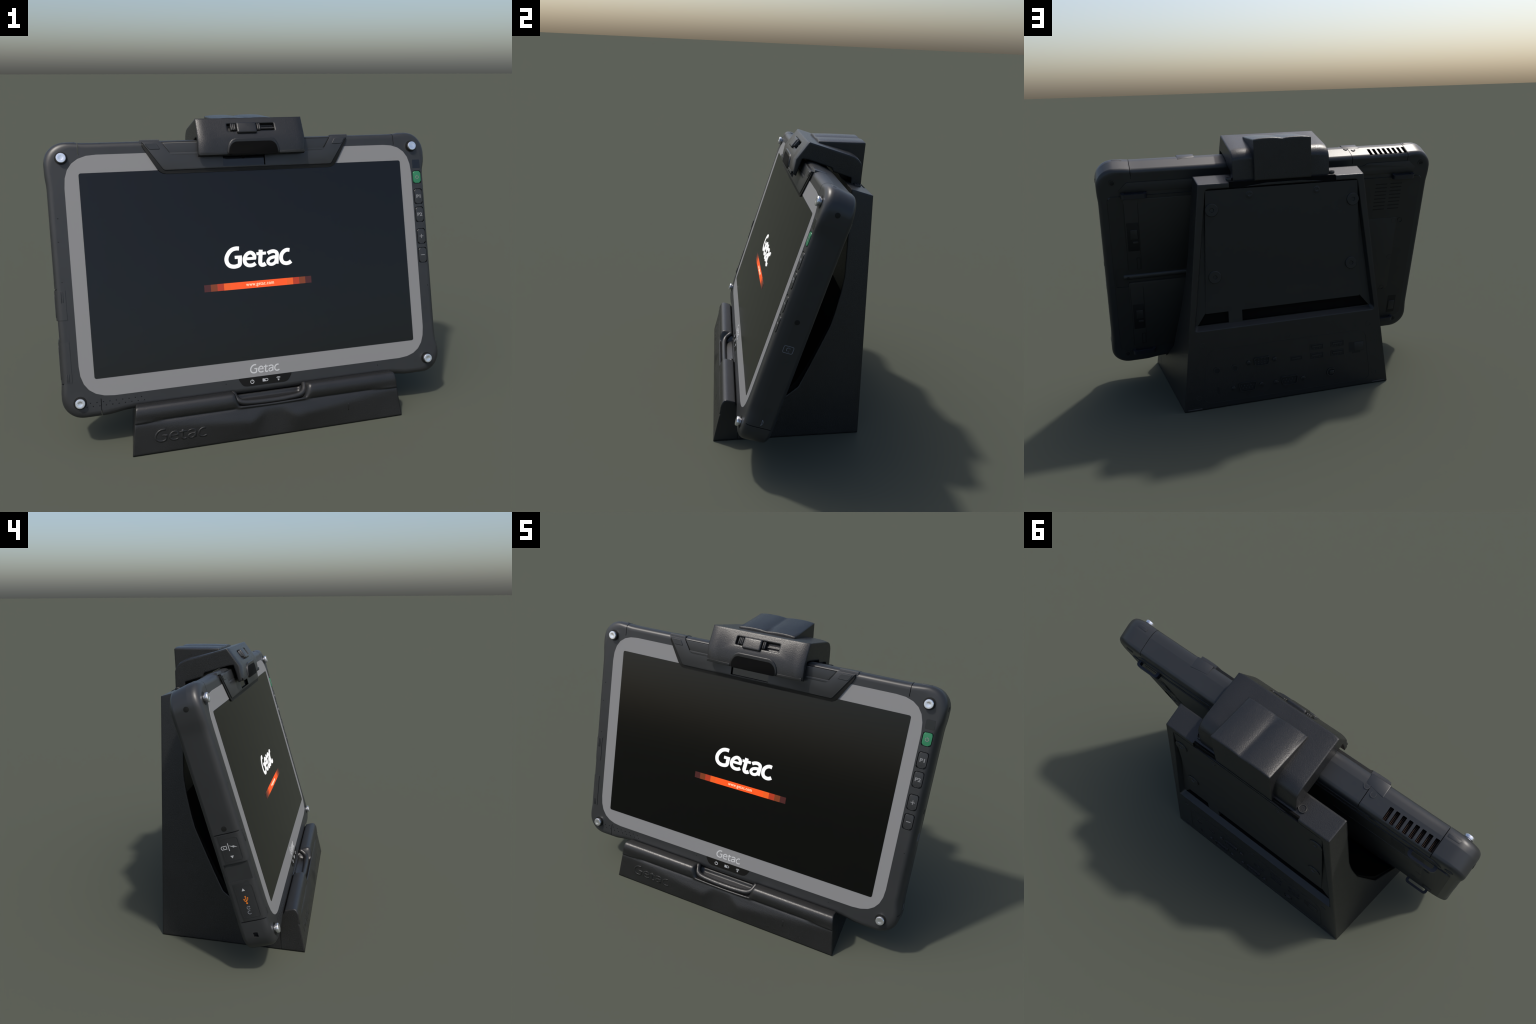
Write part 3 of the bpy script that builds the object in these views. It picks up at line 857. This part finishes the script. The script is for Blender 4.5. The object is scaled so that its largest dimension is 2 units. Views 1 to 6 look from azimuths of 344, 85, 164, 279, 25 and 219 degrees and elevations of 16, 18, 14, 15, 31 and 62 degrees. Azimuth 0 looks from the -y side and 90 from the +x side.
# embossed word on the lip, lying on its leaning face
def lip_front(xc, z):
    pts = [p for p in lip_section(xc)[len(LIP_OUT):-1]]
    for (y0, z0), (y1, z1) in zip(pts, pts[1:]):
        if z1 <= z <= z0:
            return lerp(y0, y1, (z - z0) / (z1 - z0))
    return pts[-1][0]


def emboss(o, proud=0.0009):
    for v in o.data.vertices:
        z = v.co.y
        v.co = (v.co.x, lip_front(v.co.x, z) + (-proud if v.co.z > 0 else 0.004), z)
    o.data.set_sharp_from_angle(angle=math.radians(30))


emboss(wordmark("embossed_logo", (-0.592, -0.335, 0.045, 0.112), 0.001, M_DOCK, lip, I4, pen=0.75, t=0.004))
emboss(box("lip_mark", 0.405, 0.412, 0.070, 0.105, -0.004, 0.001, M_DOCK, lip, I4))

# --- latch head gripping the top edge of the tablet
HX0, HX1 = -0.268, 0.284
HEAD = [(0.072, 1.528), (0.0, 1.435), (-0.0135, 1.357), (0.014, 1.348), (0.030, 1.405), (0.042, 1.440), (0.075, 1.436), (0.205, 1.396), (0.212, 1.376), (0.313, 1.346),
        (0.314, 1.299), (0.368, 1.299), (0.368, 1.412), (0.362, 1.431), (0.346, 1.451), (0.324, 1.464), (0.303, 1.472)]
steps = (0.0, 0.004, 0.010, 0.018, 0.028, 0.042, 0.07)
cols = [HX0 + d for d in steps] + [HX1 - d for d in reversed(steps)]
rings = []
for x in cols:
    d = min(x - HX0, HX1 - x)
    back_off = 0.011 * max(0.0, 1 - d / 0.045) ** 2
    rings.append([(x, y + (back_off if i in (1, 2) else back_off * 0.55 if i == 0 else 0.0), z - (0.008 * max(0.0, 1 - d / 0.06) ** 2 if i >= 12 else 0.0)) for i, (y, z) in enumerate(HEAD)])
bm = loft_bm(rings)
bevel_sharp(bm, 0.005, 2, 20)
ends = [f for f in bm.faces if abs(f.normal.x) > 0.99 and f.calc_area() > 0.01]
bmesh.ops.inset_region(bm, faces=ends, thickness=0.012, depth=0.0, use_even_offset=True)
bmesh.ops.inset_region(bm, faces=ends, thickness=0.004, depth=-0.007, use_even_offset=True)
head = finish(bm, "latch_head", M_DOCK, dock, smooth=30)


def face_frame(y, z, p, q):
    """frame on a face whose upper edge is p and lower edge q: x across, y up the face, z outwards"""
    up = Vector((0, p[0] - q[0], p[1] - q[1])).normalized()
    X = Vector((1, 0, 0))
    Zn = X.cross(up)
    m = Matrix.Identity(4)
    for i, v in enumerate((X, up, Zn)):
        for r in range(3):
            m[r][i] = v[r]
    m.translation = Vector((0, y, z))
    return m


UPF = face_frame(0.0385, 1.4847, HEAD[0], HEAD[1])
LOF = face_frame(-0.00675, 1.396, HEAD[1], HEAD[2])
slot = prism_bm(rrect(0.247, 0.045, 0.004, 3, 0.0085, 0.0), -0.022, 0.03)
slot.transform(UPF)
carve(head, [slot], M_DOCK)
slider = prism("latch_slider", rrect(0.102, 0.060, 0.006, 4, -0.017, -0.007), -0.02, 0.013, M_DOCK, head, UPF, bev=0.007, segs=4)
for x in (-0.094, -0.085, -0.076, 0.043, 0.052):
    prism("slider_rib", rrect(0.007, 0.040, 0.003, 3, x, -0.001), -0.02, 0.0075, M_DOCK, slider, UPF, bev=0.0025, segs=2)
box("slider_track", 0.06, 0.131, -0.004, 0.002, -0.021, -0.010, M_DOCK_BACK, slider, UPF, bev=0.002)
# dark finger flap with its raised arch on the lower face
arch = rounded([(-0.129, -0.040), (-0.118, 0.018), (-0.090, 0.041), (0.108, 0.041), (0.136, 0.018), (0.147, -0.040)], 0.018, 4)
flap_rim = prism("flap_arch", arch, -0.01, 0.0055, M_DOCK, head, LOF, bev=0.004, segs=3)
flap = prism("finger_flap", rounded([(-0.121, -0.0415), (-0.112, 0.004), (-0.088, 0.023), (0.106, 0.023), (0.130, 0.004), (0.138, -0.0415)], 0.016, 4), -0.008, 0.0070, M_BLACK, head, LOF, bev=0.002)
for x0, x1 in ((HX0 + 0.004, -0.128), (0.146, HX1 - 0.004)):
    prism("head_foot", rounded([(x0, -0.039), (x1, -0.039), (x1, -0.026), (x0 + (0.02 if x0 < 0 else 0), -0.026), (x0, -0.022)] if x0 < 0 else
                               [(x0, -0.039), (x1, -0.039), (x1, -0.022), (x1 - 0.02, -0.026), (x0, -0.026)], 0.003, 2), -0.004, 0.0022, M_DOCK_BACK, head, LOF, bev=0.001)

# --- hump behind the head: two shallow pillows side by side
HBX0, HBX1, HBM = -0.154, 0.169, 0.006
rings = []
n = 36
for i in range(n + 1):
    x = lerp(HBX0, HBX1, i / n)
    t = (x - HBX0) / (HBM - HBX0) if x < HBM else (x - HBM) / (HBX1 - HBM)
    lift = 0.0095 * (1 - abs(2 * t - 1) ** 2.6) - 0.003
    rings.append([(x, 0.143, 1.490), (x, 0.143, 1.518), (x, 0.146, 1.5205 + lift * 0.6), (x, 0.22, 1.5205 + lift), (x, 0.32, 1.5205 + lift), (x, 0.397, 1.5205 + lift * 0.7),
                  (x, 0.401, 1.517 + lift * 0.5), (x, 0.3985, 1.44), (x, 0.3935, 1.299), (x, 0.30, 1.299)])
hump = finish(loft_bm(rings), "latch_hump", M_DOCK, head, smooth=35)
# thin pin tongues under the hump and dark inset strip below the head
box("dark_inset_strip", -0.300, 0.312, 0.285, 0.3845, 1.285, 1.3005, M_BLACK, dock)
for x in (0.30, -0.288):
    ring_prism("collar_ring", circle(0.020, 24, x, 0.345), circle(0.0165, 24, x, 0.345), 1.300, 1.318, M_DOCK, dock)

# large flat faces keep flat shading next to their rounded edges
for o in (housing, body, head, cover, plate):
    wn = o.modifiers.new("weighted_normals", 'WEIGHTED_NORMAL')
    wn.keep_sharp = True
    wn.weight = 80
